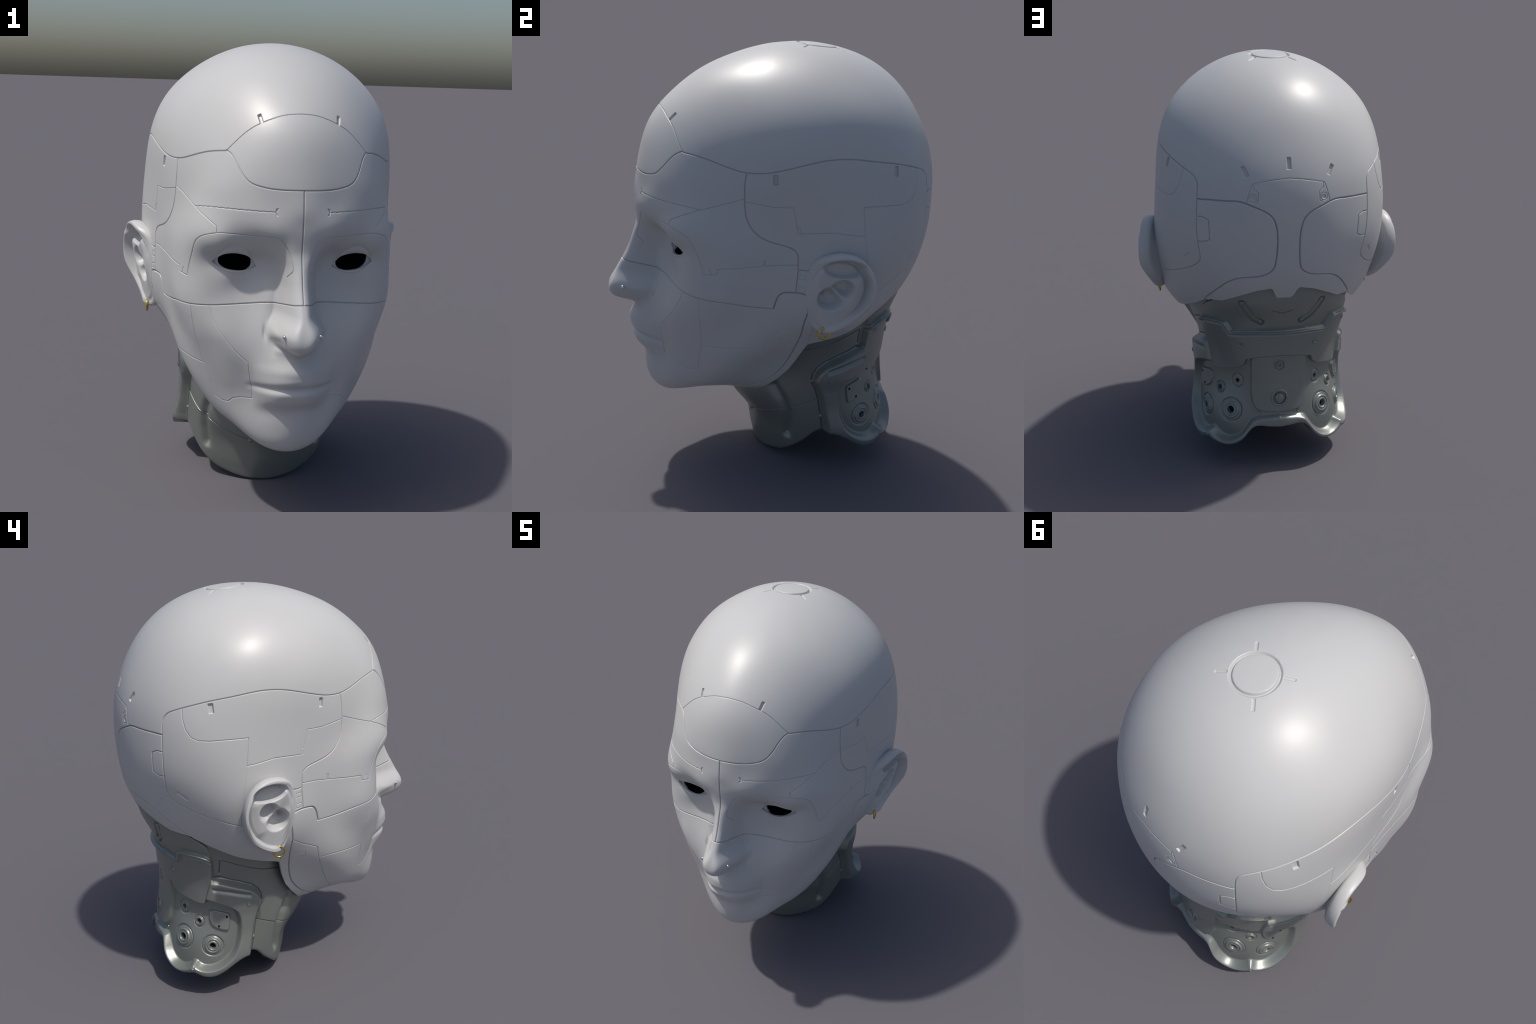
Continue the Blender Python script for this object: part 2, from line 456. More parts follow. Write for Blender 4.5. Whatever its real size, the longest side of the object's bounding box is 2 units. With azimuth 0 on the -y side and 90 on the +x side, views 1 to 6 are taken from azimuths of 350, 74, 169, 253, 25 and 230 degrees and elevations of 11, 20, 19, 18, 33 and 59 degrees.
seam(MAIN, False, [  # mask edge
    (0, -.7, 1.01), (.026, -.688, 1.007), (.042, -.662, 1.002), (.06, -.617, .995), (.079, -.571, .988), (.101, -.545, .985), (.132, -.531, .982), (.185, -.513, .975), (.255, -.499, .968), (.314, -.481, .961), (.371, -.446, .955), (.407, -.406, .95), (.436, -.352, .947), (.449, -.304, .943), (.455, -.226, .93), (.465, -.163, .922), (.482, -.1, .919)])
seam(GAP, False, [  # jaw edge
    (.482, -.1, .919), (.492, -.094, .953), (.5, -.085, .981), (.506, -.072, .995), (.513, -.053, 1), (.523, -.016, 1.001), (.53, .027, .994), (.53, .04, .984), (.529, .045, .958), (.525, .045, .918), (.503, .036, .845), (.484, .037, .804), (.445, .034, .737), (.398, .024, .665), (.369, .012, .609), (.345, -.011, .548), (.32, -.05, .492), (.295, -.089, .455), (.271, -.129, .431)])
seam(MAIN, False, [  # temple front
    (.445, -.234, 1.509), (.447, -.24, 1.465), (.452, -.24, 1.409), (.455, -.236, 1.354), (.461, -.219, 1.3), (.471, -.185, 1.257), (.487, -.134, 1.229), (.506, -.068, 1.211), (.514, -.033, 1.196), (.517, -.017, 1.178), (.518, -.012, 1.143), (.519, -.01, 1.108), (.521, -.012, 1.065), (.523, -.016, 1.003)])
seam(MAIN, False, [  # ear plate
    (.519, -.01, 1.108), (.529, .036, 1.108), (.534, .055, 1.122), (.542, .082, 1.153), (.549, .105, 1.17), (.556, .136, 1.178), (.562, .162, 1.17)])
seam(FINE, True, [  # brow slant
    (.45, -.244, 1.405), (.417, -.328, 1.373), (.385, -.409, 1.344), (.351, -.483, 1.312), (.315, -.529, 1.283), (.315, -.533, 1.259)])
seam(STITCH, False, [  # brow line
    (.385, -.409, 1.344), (.349, -.461, 1.35), (.254, -.564, 1.355), (.18, -.604, 1.354), (.104, -.624, 1.353)])
seam(FINE, True, [  # brow tee
    (.096, -.624, 1.366), (.103, -.622, 1.363), (.104, -.624, 1.353), (.102, -.626, 1.343), (.097, -.627, 1.34)])
seam(FINE, False, [  # eye panel
    (.051, -.606, 1.099), (.044, -.62, 1.111), (.034, -.633, 1.127), (.037, -.629, 1.165), (.05, -.623, 1.202), (.07, -.623, 1.234), (.093, -.623, 1.253), (.123, -.613, 1.255), (.183, -.586, 1.257), (.245, -.563, 1.259), (.306, -.538, 1.259), (.346, -.512, 1.25), (.375, -.482, 1.235), (.389, -.46, 1.215), (.397, -.435, 1.172), (.405, -.412, 1.122), (.414, -.398, 1.065)])
seam(FINE, True, [  # cheekbone
    (.414, -.397, 1.064), (.438, -.346, 1.071), (.437, -.341, 1.097), (.46, -.25, 1.106), (.482, -.168, 1.116), (.505, -.087, 1.125), (.518, -.011, 1.127)])
seam(FINE, True, [  # cheekbone tick
    (.488, -.148, 1.12), (.489, -.147, 1.144), (.486, -.155, 1.143), (.486, -.155, 1.119)])
seam(FINE, True, [  # cheekbone notch
    (.43, -.366, 1.07), (.426, -.372, 1.092), (.424, -.377, 1.091)])
seam(HAIR, True, [  # cheek panel
    (.331, -.473, .956), (.314, -.488, .9), (.287, -.506, .853), (.254, -.521, .811), (.216, -.535, .771), (.18, -.548, .741), (.172, -.54, .688), (.164, -.532, .638), (.157, -.524, .586), (.198, -.485, .58), (.223, -.465, .57), (.24, -.442, .547), (.262, -.413, .544), (.285, -.386, .554), (.319, -.391, .635), (.34, -.385, .697), (.375, -.398, .817), (.399, -.416, .948)])
seam(FINE, False, [  # jaw line
    (.342, -.382, .697), (.383, -.306, .703), (.423, -.213, .706), (.43, -.123, .696)])
seam(FINE, True, [  # jaw patch
    (.503, .036, .845), (.471, -.022, .806), (.451, -.109, .765), (.443, -.114, .732), (.426, -.125, .688), (.377, -.156, .61), (.316, -.2, .523), (.263, -.249, .453)])
seam(HAIR, True, [  # jaw tag
    (.443, .014, .738), (.447, -.046, .747), (.434, -.051, .718), (.428, .008, .713), (.443, .014, .738)])
seam(FINE, True, [  # side step
    (.447, .519, 1.526), (.459, .523, 1.484), (.476, .516, 1.434), (.494, .496, 1.399), (.509, .467, 1.386), (.527, .419, 1.383), (.545, .343, 1.386), (.557, .249, 1.387), (.565, .263, 1.261), (.564, .218, 1.265), (.549, .13, 1.277), (.518, -.018, 1.267), (.51, -.044, 1.38), (.486, -.122, 1.379), (.454, -.237, 1.394)])
seam(HAIR, True, [  # side drop
    (.557, .249, 1.387), (.565, .263, 1.261), (.568, .278, 1.164), (.555, .289, 1.048), (.53, .291, .968)])
seam(HAIR, True, [  # side tick
    (.52, -.009, 1.272), (.52, -.012, 1.293), (.517, -.021, 1.298)])
seam(GAP, False, [  # nape panel
    (.395, .605, 1.401), (.338, .644, 1.405), (.267, .685, 1.408), (.214, .712, 1.409), (.157, .735, 1.39), (.092, .751, 1.359), (.072, .755, 1.338), (.059, .755, 1.306), (.051, .753, 1.246), (.051, .749, 1.196), (.056, .742, 1.129), (.065, .737, 1.095), (.082, .731, 1.076), (.214, .685, 1.039), (.257, .652, 1.015), (.285, .62, .985), (.348, .507, .888)])
seam(STITCH, True, [  # nape arc
    (0, .733, 1.515), (.046, .733, 1.511), (.106, .73, 1.503), (.163, .72, 1.491), (.175, .722, 1.458), (.188, .723, 1.409)])
seam(FINE, True, [  # nape hook
    (.158, .722, 1.491), (.157, .726, 1.469), (.137, .734, 1.452), (.14, .739, 1.412), (.149, .737, 1.406)])
seam(MAIN, True, [  # nape tab
    (.397, .611, 1.321), (.373, .629, 1.324), (.347, .646, 1.311), (.344, .649, 1.22), (.369, .63, 1.205), (.391, .613, 1.204)])
seam(HAIR, False, [  # nape low
    (.384, .587, 1.105), (.337, .616, 1.076), (.286, .63, 1.012)])
seam(HAIR, True, [  # plate mark
    (.526, .022, 1.082), (.52, -.006, 1.085), (.522, -.005, 1.064), (.527, .023, 1.063), (.526, .022, 1.082)])
seam(HAIR, True, [  # plate mark
    (.529, .023, 1.03), (.524, -.005, 1.034), (.525, -.005, 1.012), (.529, .024, 1.011), (.529, .023, 1.03)])
seam(FINE, False, [(.563, .162, 1.171), (.565, .21, 1.14), (.56, .25, 1.08), (.545, .27, 1.0), (.531, .291, .968)])     # hidden behind the ear
seam(MAIN, False, [(.348, .508, .889), (.352, .49, .87), (.36, .47, .84)])
seam(MAIN, False, [(.271, -.129, .432), (.25, -.14, .41), (.22, -.15, .39), (.18, -.16, .38), (.1, -.17, .375), (0, -.175, .375)])
seam(FINE, False, [(.515, .085, .86), (.49, .078, .80), (.455, .08, .745), (.43, .082, .705), (.41, .084, .67)])     # lobe to rim
# crown ring, nape dial, latch slots
seam(RING, False, [(0.091 * math.sin(a), 0.184 - 0.091 * math.cos(a), 1.991) for a in np.linspace(0, math.pi, 33)])
seam(FINE, False, [(0.160 + 0.016 * math.cos(a), 0.731 - 0.006 * math.cos(a), 1.429 + 0.017 * math.sin(a)) for a in np.linspace(0, 2 * math.pi, 25)])
slot((.078, .117, 1.99), (.111, .087, 1.987), 0.0055, 0.004)
slot((.078, .251, 1.982), (.111, .281, 1.970), 0.0055, 0.004)
slot((.1565, -.483, 1.709), (.150, -.511, 1.679), 0.0065, 0.009)
slot((.203, .683, 1.561), (.182, .705, 1.522), 0.0085, 0.007)
slot((0, .706, 1.602), (0, .722, 1.553), 0.0085, 0.007)
slot((.489, -.122, 1.515), (.492, -.119, 1.474), 0.0095, 0.009)
slot((.502, .402, 1.547), (.513, .402, 1.506), 0.0115, 0.009)
slot((.420, .556, 1.132), (.443, .512, 1.098), 0.0075, 0.004)
slot((.160, .731, 1.4295), (.160, .731, 1.4285), 0.010, 0.003, 0.010)

def densify(kind, corners, pts, step=0.0008):
    if len(pts) > 2 and not corners:
        s = np.concatenate([[0], np.cumsum(np.linalg.norm(np.diff(pts, axis=0), axis=1))])
        c = [natural_cubic(s, pts[:, k]) for k in range(3)]
        t = np.linspace(0, s[-1], max(2, int(s[-1] / step)))
        out = np.stack([f(t) for f in c], 1)
    else:
        out = np.concatenate([a + (b - a) * np.linspace(0, 1, max(2, int(np.linalg.norm(b - a) / step)))[:, None]
                              for a, b in zip(pts[:-1], pts[1:])])
    if kind is STITCH:                                      # a fine toothed line
        n = len(out)
        out = out + np.array([0, 0, 1.0]) * (0.0007 * np.sign(np.sin(np.arange(n) * step / 0.0045)))[:, None]
    return out

tree = BVHTree.FromPolygons([Vector(p) for p in P], F.tolist())
seam_pts, seam_kind = [], []
lines = [densify(*s) for s in SEAM_LIST]
for i, line in enumerate(lines):                            # let loose ends run on to the next seam
    if np.linalg.norm(line[0] - line[-1]) < 1e-6:
        continue
    rest = np.concatenate([l for j, l in enumerate(lines) if j != i])
    for end in (0, -1):
        gap = np.linalg.norm(rest - line[end], axis=1)
        k = gap.argmin()
        if 0.0008 < gap[k] < 0.016:
            bridge = line[end] + (rest[k] - line[end]) * np.linspace(0, 1, 24)[:, None]
            lines[i] = np.concatenate([bridge[::-1], lines[i]]) if end == 0 else np.concatenate([lines[i], bridge])
for (kind, _, _), line in zip(SEAM_LIST, lines):
    for p in line:
        hit = tree.find_nearest(Vector((max(p[0], 0.0), p[1], p[2])))[0]
        seam_pts.append(hit)
        seam_kind.append(kind)
seam_w = np.array([k[0] for k in seam_kind])
seam_d = np.array([k[1] for k in seam_kind])
kd = KDTree(len(seam_pts))
for i, p in enumerate(seam_pts):
    kd.insert(p, i)
kd.balance()
SP = np.array([tuple(p) for p in seam_pts])
VOX = 0.012
vox = np.zeros((60, 150, 200), bool)
def voxel(Q):
    k = np.floor((Q + [0.02, 0.9, 0.0]) / VOX).astype(int)
    return np.clip(k, 1, np.array(vox.shape) - 2)
k = voxel(SP)
for dx in (-1, 0, 1):
    for dy in (-1, 0, 1):
        for dz in (-1, 0, 1):
            vox[k[:, 0] + dx, k[:, 1] + dy, k[:, 2] + dz] = True

def seam_distance(Q):
    d = np.full(len(Q), 1.0)
    j = np.zeros(len(Q), int)
    k = voxel(Q)
    for i in np.where(vox[k[:, 0], k[:, 1], k[:, 2]])[0]:
        _, a, r = kd.find(Q[i])
        d[i] = r
        j[i] = a
    return d, j

slot_frames = []
for a, b, half, depth, rr in SLOT_LIST:
    c = (a + b) / 2
    hit, nrm, _, _ = tree.find_nearest(Vector(c))
    nrm = np.array(nrm)
    if c[0] == 0:
        nrm[0] = 0
    t = b - a
    L = np.linalg.norm(t)
    t = t - nrm * np.dot(t, nrm)
    t /= np.linalg.norm(t)
    slot_frames.append((np.array(hit), t, np.cross(nrm, t), L / 2, half, depth, rr))
def slot_field(Q):
    """nearest slot: signed distance and depth"""
    best = np.full(len(Q), 1.0)
    dep = np.zeros(len(Q))
    for c, t, l, hl, hw, depth, rr in slot_frames:
        near = np.where(np.abs(Q - c).max(1) < 0.07)[0]
        if not len(near):
            continue
        v = Q[near] - c
        qx = np.abs(v @ t) - hl + rr * (hl > rr)
        qy = np.abs(v @ l) - hw + rr
        sd = np.hypot(np.maximum(qx, 0), np.maximum(qy, 0)) + np.minimum(np.maximum(qx, qy), 0) - rr
        w = sd < best[near]
        best[near[w]] = sd[w]
        dep[near[w]] = depth
    return best, dep

def fine(M):
    d, _ = seam_distance(M)
    s, _ = slot_field(M)
    s = np.where(s < 0, np.maximum(0.0, -s - 0.003), s)
    return np.minimum(0.0022 + 0.5 * np.maximum(0, np.minimum(d - 0.0055, s - 0.003)), 0.02)
D, F, P = refine(D, F, P, fine, head_surface, 5)
D, F, P = clip(D, F, P, lambda Q: np.where(Q[:, 1] < -0.3, eye_shape(Q[:, 0], Q[:, 2]), 1.0), head_surface)
D, F, P = clip(D, F, P, rim, head_surface)
P[np.abs(D[:, 0]) < 1e-7, 0] = 0.0
N = vertex_normals(P, F)
mid = P[:, 0] == 0
N[mid, 0] = 0
N[mid] /= np.linalg.norm(N[mid], axis=1)[:, None]
dist, idx = seam_distance(P)
w = seam_w[idx]
drop = seam_d[idx] * (1 - smoothstep(0.15 * w, w, dist))
sd, dep = slot_field(P)
drop = np.maximum(drop, dep * smoothstep(0.0016, -0.0016, sd))
P = P - N * drop[:, None]
barrier = dist < 0.0016
nose_tip = P[:, 1].min()
P, F, (barrier,) = mirror_weld(P, F, [barrier])
N = vertex_normals(P, F)
panel = components(F, len(P), barrier)

# skirts: the shell turns inwards at the eye openings and along its lower rim
be = boundary_edges(F)
cen = P[be].mean(1)
eye_edge = cen[:, 1] < -0.35
def loop_strip(name, e, rows_of, mat):
    v, inv = np.unique(e, return_inverse=True)
    e = inv.reshape(e.shape)
    rows = rows_of(P[v], N[v])
    n = len(v)
    Fs = np.concatenate([np.stack([e[:, 1], e[:, 0], e[:, 0] + n, e[:, 1] + n], 1) + k * n for k in range(len(rows) - 1)])
    make_object(name, np.concatenate(rows), Fs, mat, root)
loop_strip("shell_rim", be[~eye_edge & (cen[:, 2] > 0.30)], lambda p, q: [p, p - q * 0.022], WHITE)
for sx in (1, -1):
    e = be[eye_edge & (cen[:, 0] * sx > 0)]
    loop_strip("eye_rim", e, lambda p, q: [p, p + [0, 0.009, 0]], WHITE)
    mid_eye = np.array([EYE[0] * sx, 0, EYE[1]])
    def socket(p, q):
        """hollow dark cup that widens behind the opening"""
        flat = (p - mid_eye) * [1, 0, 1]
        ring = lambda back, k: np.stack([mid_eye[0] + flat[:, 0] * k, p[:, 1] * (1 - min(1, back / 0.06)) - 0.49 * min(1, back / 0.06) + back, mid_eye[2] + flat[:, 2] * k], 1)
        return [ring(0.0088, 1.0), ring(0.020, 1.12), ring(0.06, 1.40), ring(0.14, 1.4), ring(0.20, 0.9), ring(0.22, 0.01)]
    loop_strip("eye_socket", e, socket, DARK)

SEEDS = [("scalp", (0, -.2, 1.94)), ("forehead_panel", (0, -.58, 1.56)), ("brow_panel", (.2, -.59, 1.30)), ("brow_panel", (-.2, -.59, 1.30)), ("temple_panel", (.52, .1, 1.5)), ("temple_panel", (-.52, .1, 1.5)),
         ("temple_panel", (.5, -.1, 1.3)), ("temple_panel", (-.5, -.1, 1.3)), ("side_panel", (.53, .42, 1.2)), ("side_panel", (-.53, .42, 1.2)),
         ("cheekbone_panel", (.42, -.33, 1.2)), ("cheekbone_panel", (-.42, -.33, 1.2)), ("eye_panel", (.2, -.5, 1.04)), ("eye_panel", (-.2, -.5, 1.04)),
         ("muzzle", (0, -.58, .46)), ("cheek_panel", (.27, -.5, .75)), ("cheek_panel", (-.27, -.5, .75)), ("jaw_panel", (.46, -.15, .83)), ("jaw_panel", (-.46, -.15, .83)),
         ("jaw_corner_panel", (.37, -.08, .6)), ("jaw_corner_panel", (-.37, -.08, .6)), ("nape_panel", (.2, .7, 1.2)), ("nape_panel", (-.2, .7, 1.2)), ("nape_panel", (.45, .4, .9)), ("nape_panel", (-.45, .4, .9)), ("occiput_panel", (0, .75, 1.2)),
         ("crown_disc", (0, .184, 1.99)), ("ear_plate", (.52, .01, 1.05)), ("ear_plate", (-.52, .01, 1.05))]
centres = P[F].mean(1)
names = {}
for nm, s in SEEDS:
    k = panel[np.argmin(((centres - s) ** 2).sum(1))]
    names.setdefault(k, nm)
labels, counts = np.unique(panel, return_counts=True)
main_label = labels[np.argmax(counts)]
for lab, cnt in zip(labels, counts):
    if cnt < 12:
        panel[panel == lab] = main_label
for lab in np.unique(panel):
    f = F[panel == lab]
    v, inv = np.unique(f, return_inverse=True)
    make_object(names.get(lab, "shell_inlay"), P[v], inv.reshape(f.shape), WHITE, root, normals=N[v])

# ------------------------------------------------------------------------ neck
# Radius about the vertical axis (0, 0.25): one row per height, every 20 degrees
# of azimuth from the throat (0) to the nape (180).
NECK_AXIS = 0.25
NECK_Z = [-0.05, 0.0, 0.1, 0.2, 0.3, 0.4, 0.5, 0.6, 0.7, 0.8, 0.9, 1.0]
NECK_R = np.array([
    [.270, .268, .262, .265, .280, .340, .382, .374, .362, .350],
    [.277, .276, .276, .290, .305, .345, .384, .378, .364, .354],
    [.300, .298, .301, .322, .326, .355, .386, .382, .366, .358],
    [.325, .322, .318, .335, .343, .362, .386, .384, .366, .360],
    [.400, .385, .358, .348, .346, .358, .370, .368, .352, .354],
    [.440, .415, .376, .353, .346, .349, .344, .336, .337, .338],
    [.430, .410, .380, .356, .348, .345, .336, .326, .327, .322],
    [.420, .410, .390, .372, .360, .348, .338, .334, .328, .318],
    [.400, .395, .398, .398, .393, .368, .362, .350, .336, .330],
    [.380, .380, .400, .425, .430, .402, .386, .378, .362, .360],
    [.360, .360, .380, .420, .440, .420, .402, .404, .408, .404],
    [.340, .340, .360, .400, .420, .410, .398, .402, .408, .410]])
NECK_LOW = [(0, 0), (20, .006), (30, .015), (37, .024), (45, .036), (52, .058), (59, .087), (66, .118), (72, .150), (77, .186), (82, .205), (89, .210), (94, .202), (100, .180), (106, .150), (113, .124), (120, .120),
            (125, .134), (128, .142), (131, .135), (137, .126), (143, .124), (150, .144), (155, .178), (158, .215), (162, .238), (170, .232), (180, .228)]
_cols = [natural_cubic(NECK_Z, NECK_R[:, j]) for j in range(10)]
def neck_base(az, z):
    """az in degrees; periodic cubic in azimuth through the ten columns"""
    V = np.stack([c(z) for c in _cols], 1)
    ring = np.concatenate([V, V[:, -2:0:-1]], 1)             # 18 columns round
    h = (4 + 2 * np.cos(2 * np.pi * np.arange(18) / 18)) / 6
    C = np.real(np.fft.ifft(np.fft.fft(ring, axis=1) / h, axis=1))
    u = az / 20
    i = np.floor(u).astype(int)
    t = u - i
    w = [(1 - t) ** 3 / 6, (3 * t ** 3 - 6 * t ** 2 + 4) / 6, (-3 * t ** 3 + 3 * t ** 2 + 3 * t + 1) / 6, t ** 3 / 6]
    row = np.arange(len(z))
    return sum(w[a] * C[row, (i + a - 1) % 18] for a in range(4))

# outlines on the unrolled neck: (azimuth in degrees, height)
U_DEG = 0.0063                                   # metres per degree of azimuth
POD = [(118, .640), (107, .634), (92, .605), (82.7, .579), (76.8, .547), (73.5, .509), (72.7, .467), (76, .427), (78.8, .379), (81.7, .289), (84.3, .213), (84.5, -.1), (190, -.1), (190, .64)]
POD_WELL = [(124, .523), (119.6, .517), (108, .496), (97.8, .463), (94.8, .431), (93.9, .372), (95.6, .298), (100, .228), (107, .186), (113.7, .164), (120.5, .158), (125.6, .168), (128.6, .190),
            (132, .165), (139, .145), (146.5, .153), (153.4, .194), (157.5, .242), (161, .274), (190, .282), (190, .64), (150, .64)]
BACK_PLATE = [(156, .64), (156.2, .45), (156.9, .377), (159.8, .325), (164.2, .304), (190, .300), (190, .64)]
COLLAR = [(112.5, .736), (116, .757), (124.5, .772), (135.8, .778), (138.8, .766), (142, .716), (149, .721), (160, .730), (190, .730), (190, .599), (154, .588), (150, .528), (133, .497),
          (123.7, .486), (120.7, .490), (119.4, .520), (116.5, .585), (113.4, .633)]
NAPE_BAND = [(112.5, .70), (113, .774), (115.1, .812), (121.5, .848), (130, .880), (130, 1.1), (190, 1.1), (190, .70)]
SIDE_PLATE = [(118.3, .462), (103, .440), (100.9, .424), (102.4, .350), (104.2, .345), (115.7, .368), (118.4, .404)]

def rounded(poly, closed=True, rounds=2):
    """corner cutting: turns a polygon into a smooth outline"""
    V = np.array(poly, float)
    for _ in range(rounds):
        W = np.roll(V, -1, 0) if closed else V[1:]
        A = V if closed else V[:-1]
        N_ = np.stack([A * .75 + W * .25, A * .25 + W * .75], 1).reshape(-1, 2)
        V = N_ if closed else np.concatenate([V[:1], N_, V[-1:]])
    return V
POD, POD_WELL, BACK_PLATE, SIDE_PLATE = rounded(POD), rounded(POD_WELL), rounded(BACK_PLATE, rounds=2), rounded(SIDE_PLATE, rounds=1)
COLLAR = rounded(COLLAR, rounds=1)
NECK_LOW = rounded(NECK_LOW, False)
def plane(az, z):
    return np.stack([np.asarray(az, float) * U_DEG, np.asarray(z, float)], 1)
def inside(poly, Q):
    """signed distance to a polygon, positive inside"""
    V = plane(*np.array(poly, float).T)
    d = np.full(len(Q), 1e9)
    odd = np.zeros(len(Q), bool)
    for a, b in zip(V, np.roll(V, -1, 0)):
        e = b - a
        w = Q - a
        t = np.clip((w @ e) / (e @ e), 0, 1)
        d = np.minimum(d, ((w - t[:, None] * e) ** 2).sum(1))
        c = (a[1] > Q[:, 1]) != (b[1] > Q[:, 1])
        with np.errstate(divide="ignore", invalid="ignore"):
            odd ^= c & (Q[:, 0] < (b[0] - a[0]) * (Q[:, 1] - a[1]) / (b[1] - a[1]) + a[0])
    return np.where(odd, 1, -1) * np.sqrt(d)
def to_line(pts, Q):
    V = plane(*np.array(pts, float).T)
    d = np.full(len(Q), 1e9)
    for a, b in zip(V[:-1], V[1:]):
        e = b - a
        w = Q - a
        t = np.clip((w @ e) / (e @ e), 0, 1)
        d = np.minimum(d, ((w - t[:, None] * e) ** 2).sum(1))
    return np.sqrt(d)

COLLAR_TOP = [(113, .740), (116, .752), (124.5, .767), (135, .772), (138, .762), (141.5, .716), (149, .721), (160, .728), (190, .728)]
GROOVES = [  # (half width, depth, line)
    (.0035, .006, [(113, .632), (107, .634), (92, .605), (82.7, .579), (76.8, .547), (73.5, .509), (72.7, .467), (76, .427), (78.8, .379), (81.7, .289), (84.3, .205)]),
    (.0035, .006, [(108.6, .645), (107, .736), (92, .697), (74, .653), (55, .627)]),
    (.0035, .005, [(78.4, .376), (59.6, .320), (46, .290), (35, .262), (24, .240), (14, .218)]),
    (.0030, .005, [(172.5, .857), (180, .840), (187.5, .857)]),
]
SLOT_PATH = [(152.8, .893), (156.6, .832), (159, .806), (164.4, .786)]

SOCKETS = [(141.0, .293, .050, .0175), (115.8, .268, .046, .0150), (127.5, .384, .025, .0115), (143.5, .440, .031, .0110)]   # azimuth, height, seat, bore
def neck_relief(az, z):
    Q = plane(az, z)
    p = inside(POD, Q)
    w = inside(POD_WELL, Q)
    amp = (0.035 + 0.007 * smoothstep(0.42, 0.50, z) + 0.015 * smoothstep(0.36, 0.20, z)) * (1 - 0.45 * smoothstep(152, 168, az))
    h = amp * smoothstep(0.000, 0.034, p) * smoothstep(0.010, -0.010, w)
    # a shallow trough follows the top of the pod
    h -= 0.010 * np.exp(-((to_line([(112, .575), (100, .562), (86, .535)], Q)) / 0.010) ** 2) * smoothstep(0.0, 0.03, p)
    h += 0.018 * smoothstep(-0.004, 0.008, inside(BACK_PLATE, Q))
    h += 0.012 * smoothstep(-0.003, 0.005, inside(SIDE_PLATE, Q))
    band = inside(NAPE_BAND, Q)
    h += 0.014 * smoothstep(-0.003, 0.006, band) * smoothstep(.70, .72, z)
    c = inside(COLLAR, Q)
    h = np.where(c > -0.004, h * (1 - smoothstep(-0.004, 0.004, c)) + 0.025 * smoothstep(-0.004, 0.004, c), h)
    t = to_line(COLLAR_TOP, Q)
    h += 0.012 * np.sqrt(np.maximum(0, 1 - (t / 0.011) ** 2))
    h -= 0.005 * np.exp(-((t - 0.017) / 0.005) ** 2) * (c > 0)
    for gw, gd, line in GROOVES:
        h -= gd * (1 - smoothstep(0.2 * gw, gw, to_line(line, Q)))
    s = to_line(SLOT_PATH, Q)
    h -= 0.009 * smoothstep(0.0195, 0.0165, s) - 0.005 * smoothstep(0.0105, 0.008, s)
    # long muscle-like furrow down the side of the throat
    f = to_line([(44, .42), (51, .350), (54.5, .290), (55.5, .230), (55, .150)], Q)
    h -= 0.022 * np.exp(-(f / 0.022) ** 2) * smoothstep(0.12, 0.17, z)
    # turned recesses: dial and hexagon on the back plate, seats and bores of the sockets
    def spot(a, zz):
        return np.hypot((az - a) * U_DEG, z - zz)
    d = spot(180, .378)
    h -= 0.009 * smoothstep(0.0215, 0.0235, d) * smoothstep(0.0335, 0.0315, d)
    dx, dz = np.abs(az - 180) * U_DEG, np.abs(z - .543)
    hexd = np.maximum(dx, dx * 0.5 + dz * 0.866)
    h -= 0.006 * smoothstep(0.0165, 0.0180, hexd) * smoothstep(0.0265, 0.0250, hexd) + 0.008 * smoothstep(0.0095, 0.0080, hexd)
    for a, zz, rr, hole in SOCKETS:
        d = spot(a, zz)
        h -= 0.006 * smoothstep(rr * 0.98, rr * 1.02, d) * smoothstep(rr * 1.22, rr * 1.10, d)
        h -= 0.030 * smoothstep(hole * 1.02, hole * 0.90, d)
    e = np.minimum(spot(SLOT_PATH[0][0], SLOT_PATH[0][1]), spot(SLOT_PATH[-1][0], SLOT_PATH[-1][1]))
    h += 0.004 * smoothstep(0.0125, 0.0105, e)
    # the lower edge is rolled in
    lo = z - np.interp(az, *np.array(NECK_LOW, float).T)
    t = np.clip(1 - lo / 0.020, 0, 1)
    h -= 0.007 * (1 - np.sqrt(np.maximum(0, 1 - t * t)))
    return h

def neck_point(U):
    az, z = U[:, 0], U[:, 1]
    r = neck_base(az, z) + neck_relief(az, z)
    a = np.radians(az)
    P = np.stack([r * np.sin(a), NECK_AXIS - r * np.cos(a), z], 1)
    P[(az < 1e-4) | (az > 180 - 1e-4), 0] = 0
    return P

na, nz = 271, 270
A, Z = np.meshgrid(np.linspace(0, 180, na), np.linspace(-0.01, 1.0, nz + 1))
UN = np.stack([A.ravel(), Z.ravel()], 1)
q = (np.arange(nz)[:, None] * na + np.arange(na - 1)[None]).ravel()
FN = np.concatenate([np.stack([q, q + 1, q + na + 1], 1), np.stack([q, q + na + 1, q + na], 1)])
PN = neck_point(UN)
_az = lambda R: np.degrees(np.arctan2(np.abs(R[:, 0]), NECK_AXIS - R[:, 1]))
def neck_fine(M):
    Q = plane(_az(M), M[:, 2])
    d = np.minimum.reduce([to_line(l, Q) for _, _, l in GROOVES] + [np.abs(to_line(SLOT_PATH, Q) - 0.0165)]
                          + [np.abs(inside(p, Q)) for p in (COLLAR, SIDE_PLATE, BACK_PLATE)]
                          + [np.abs(np.hypot(Q[:, 0] - a * U_DEG, Q[:, 1] - zz) - h_) for a, zz, rr, h_ in SOCKETS]
                          + [np.abs(np.hypot(Q[:, 0] - 180 * U_DEG, Q[:, 1] - zz) - rr) for zz, rr in ((.378, .027), (.543, .018))])
    return 0.0021 + 0.5 * np.maximum(0, d - 0.006)
UN, FN, PN = refine(UN, FN, PN, neck_fine, neck_point, 2)
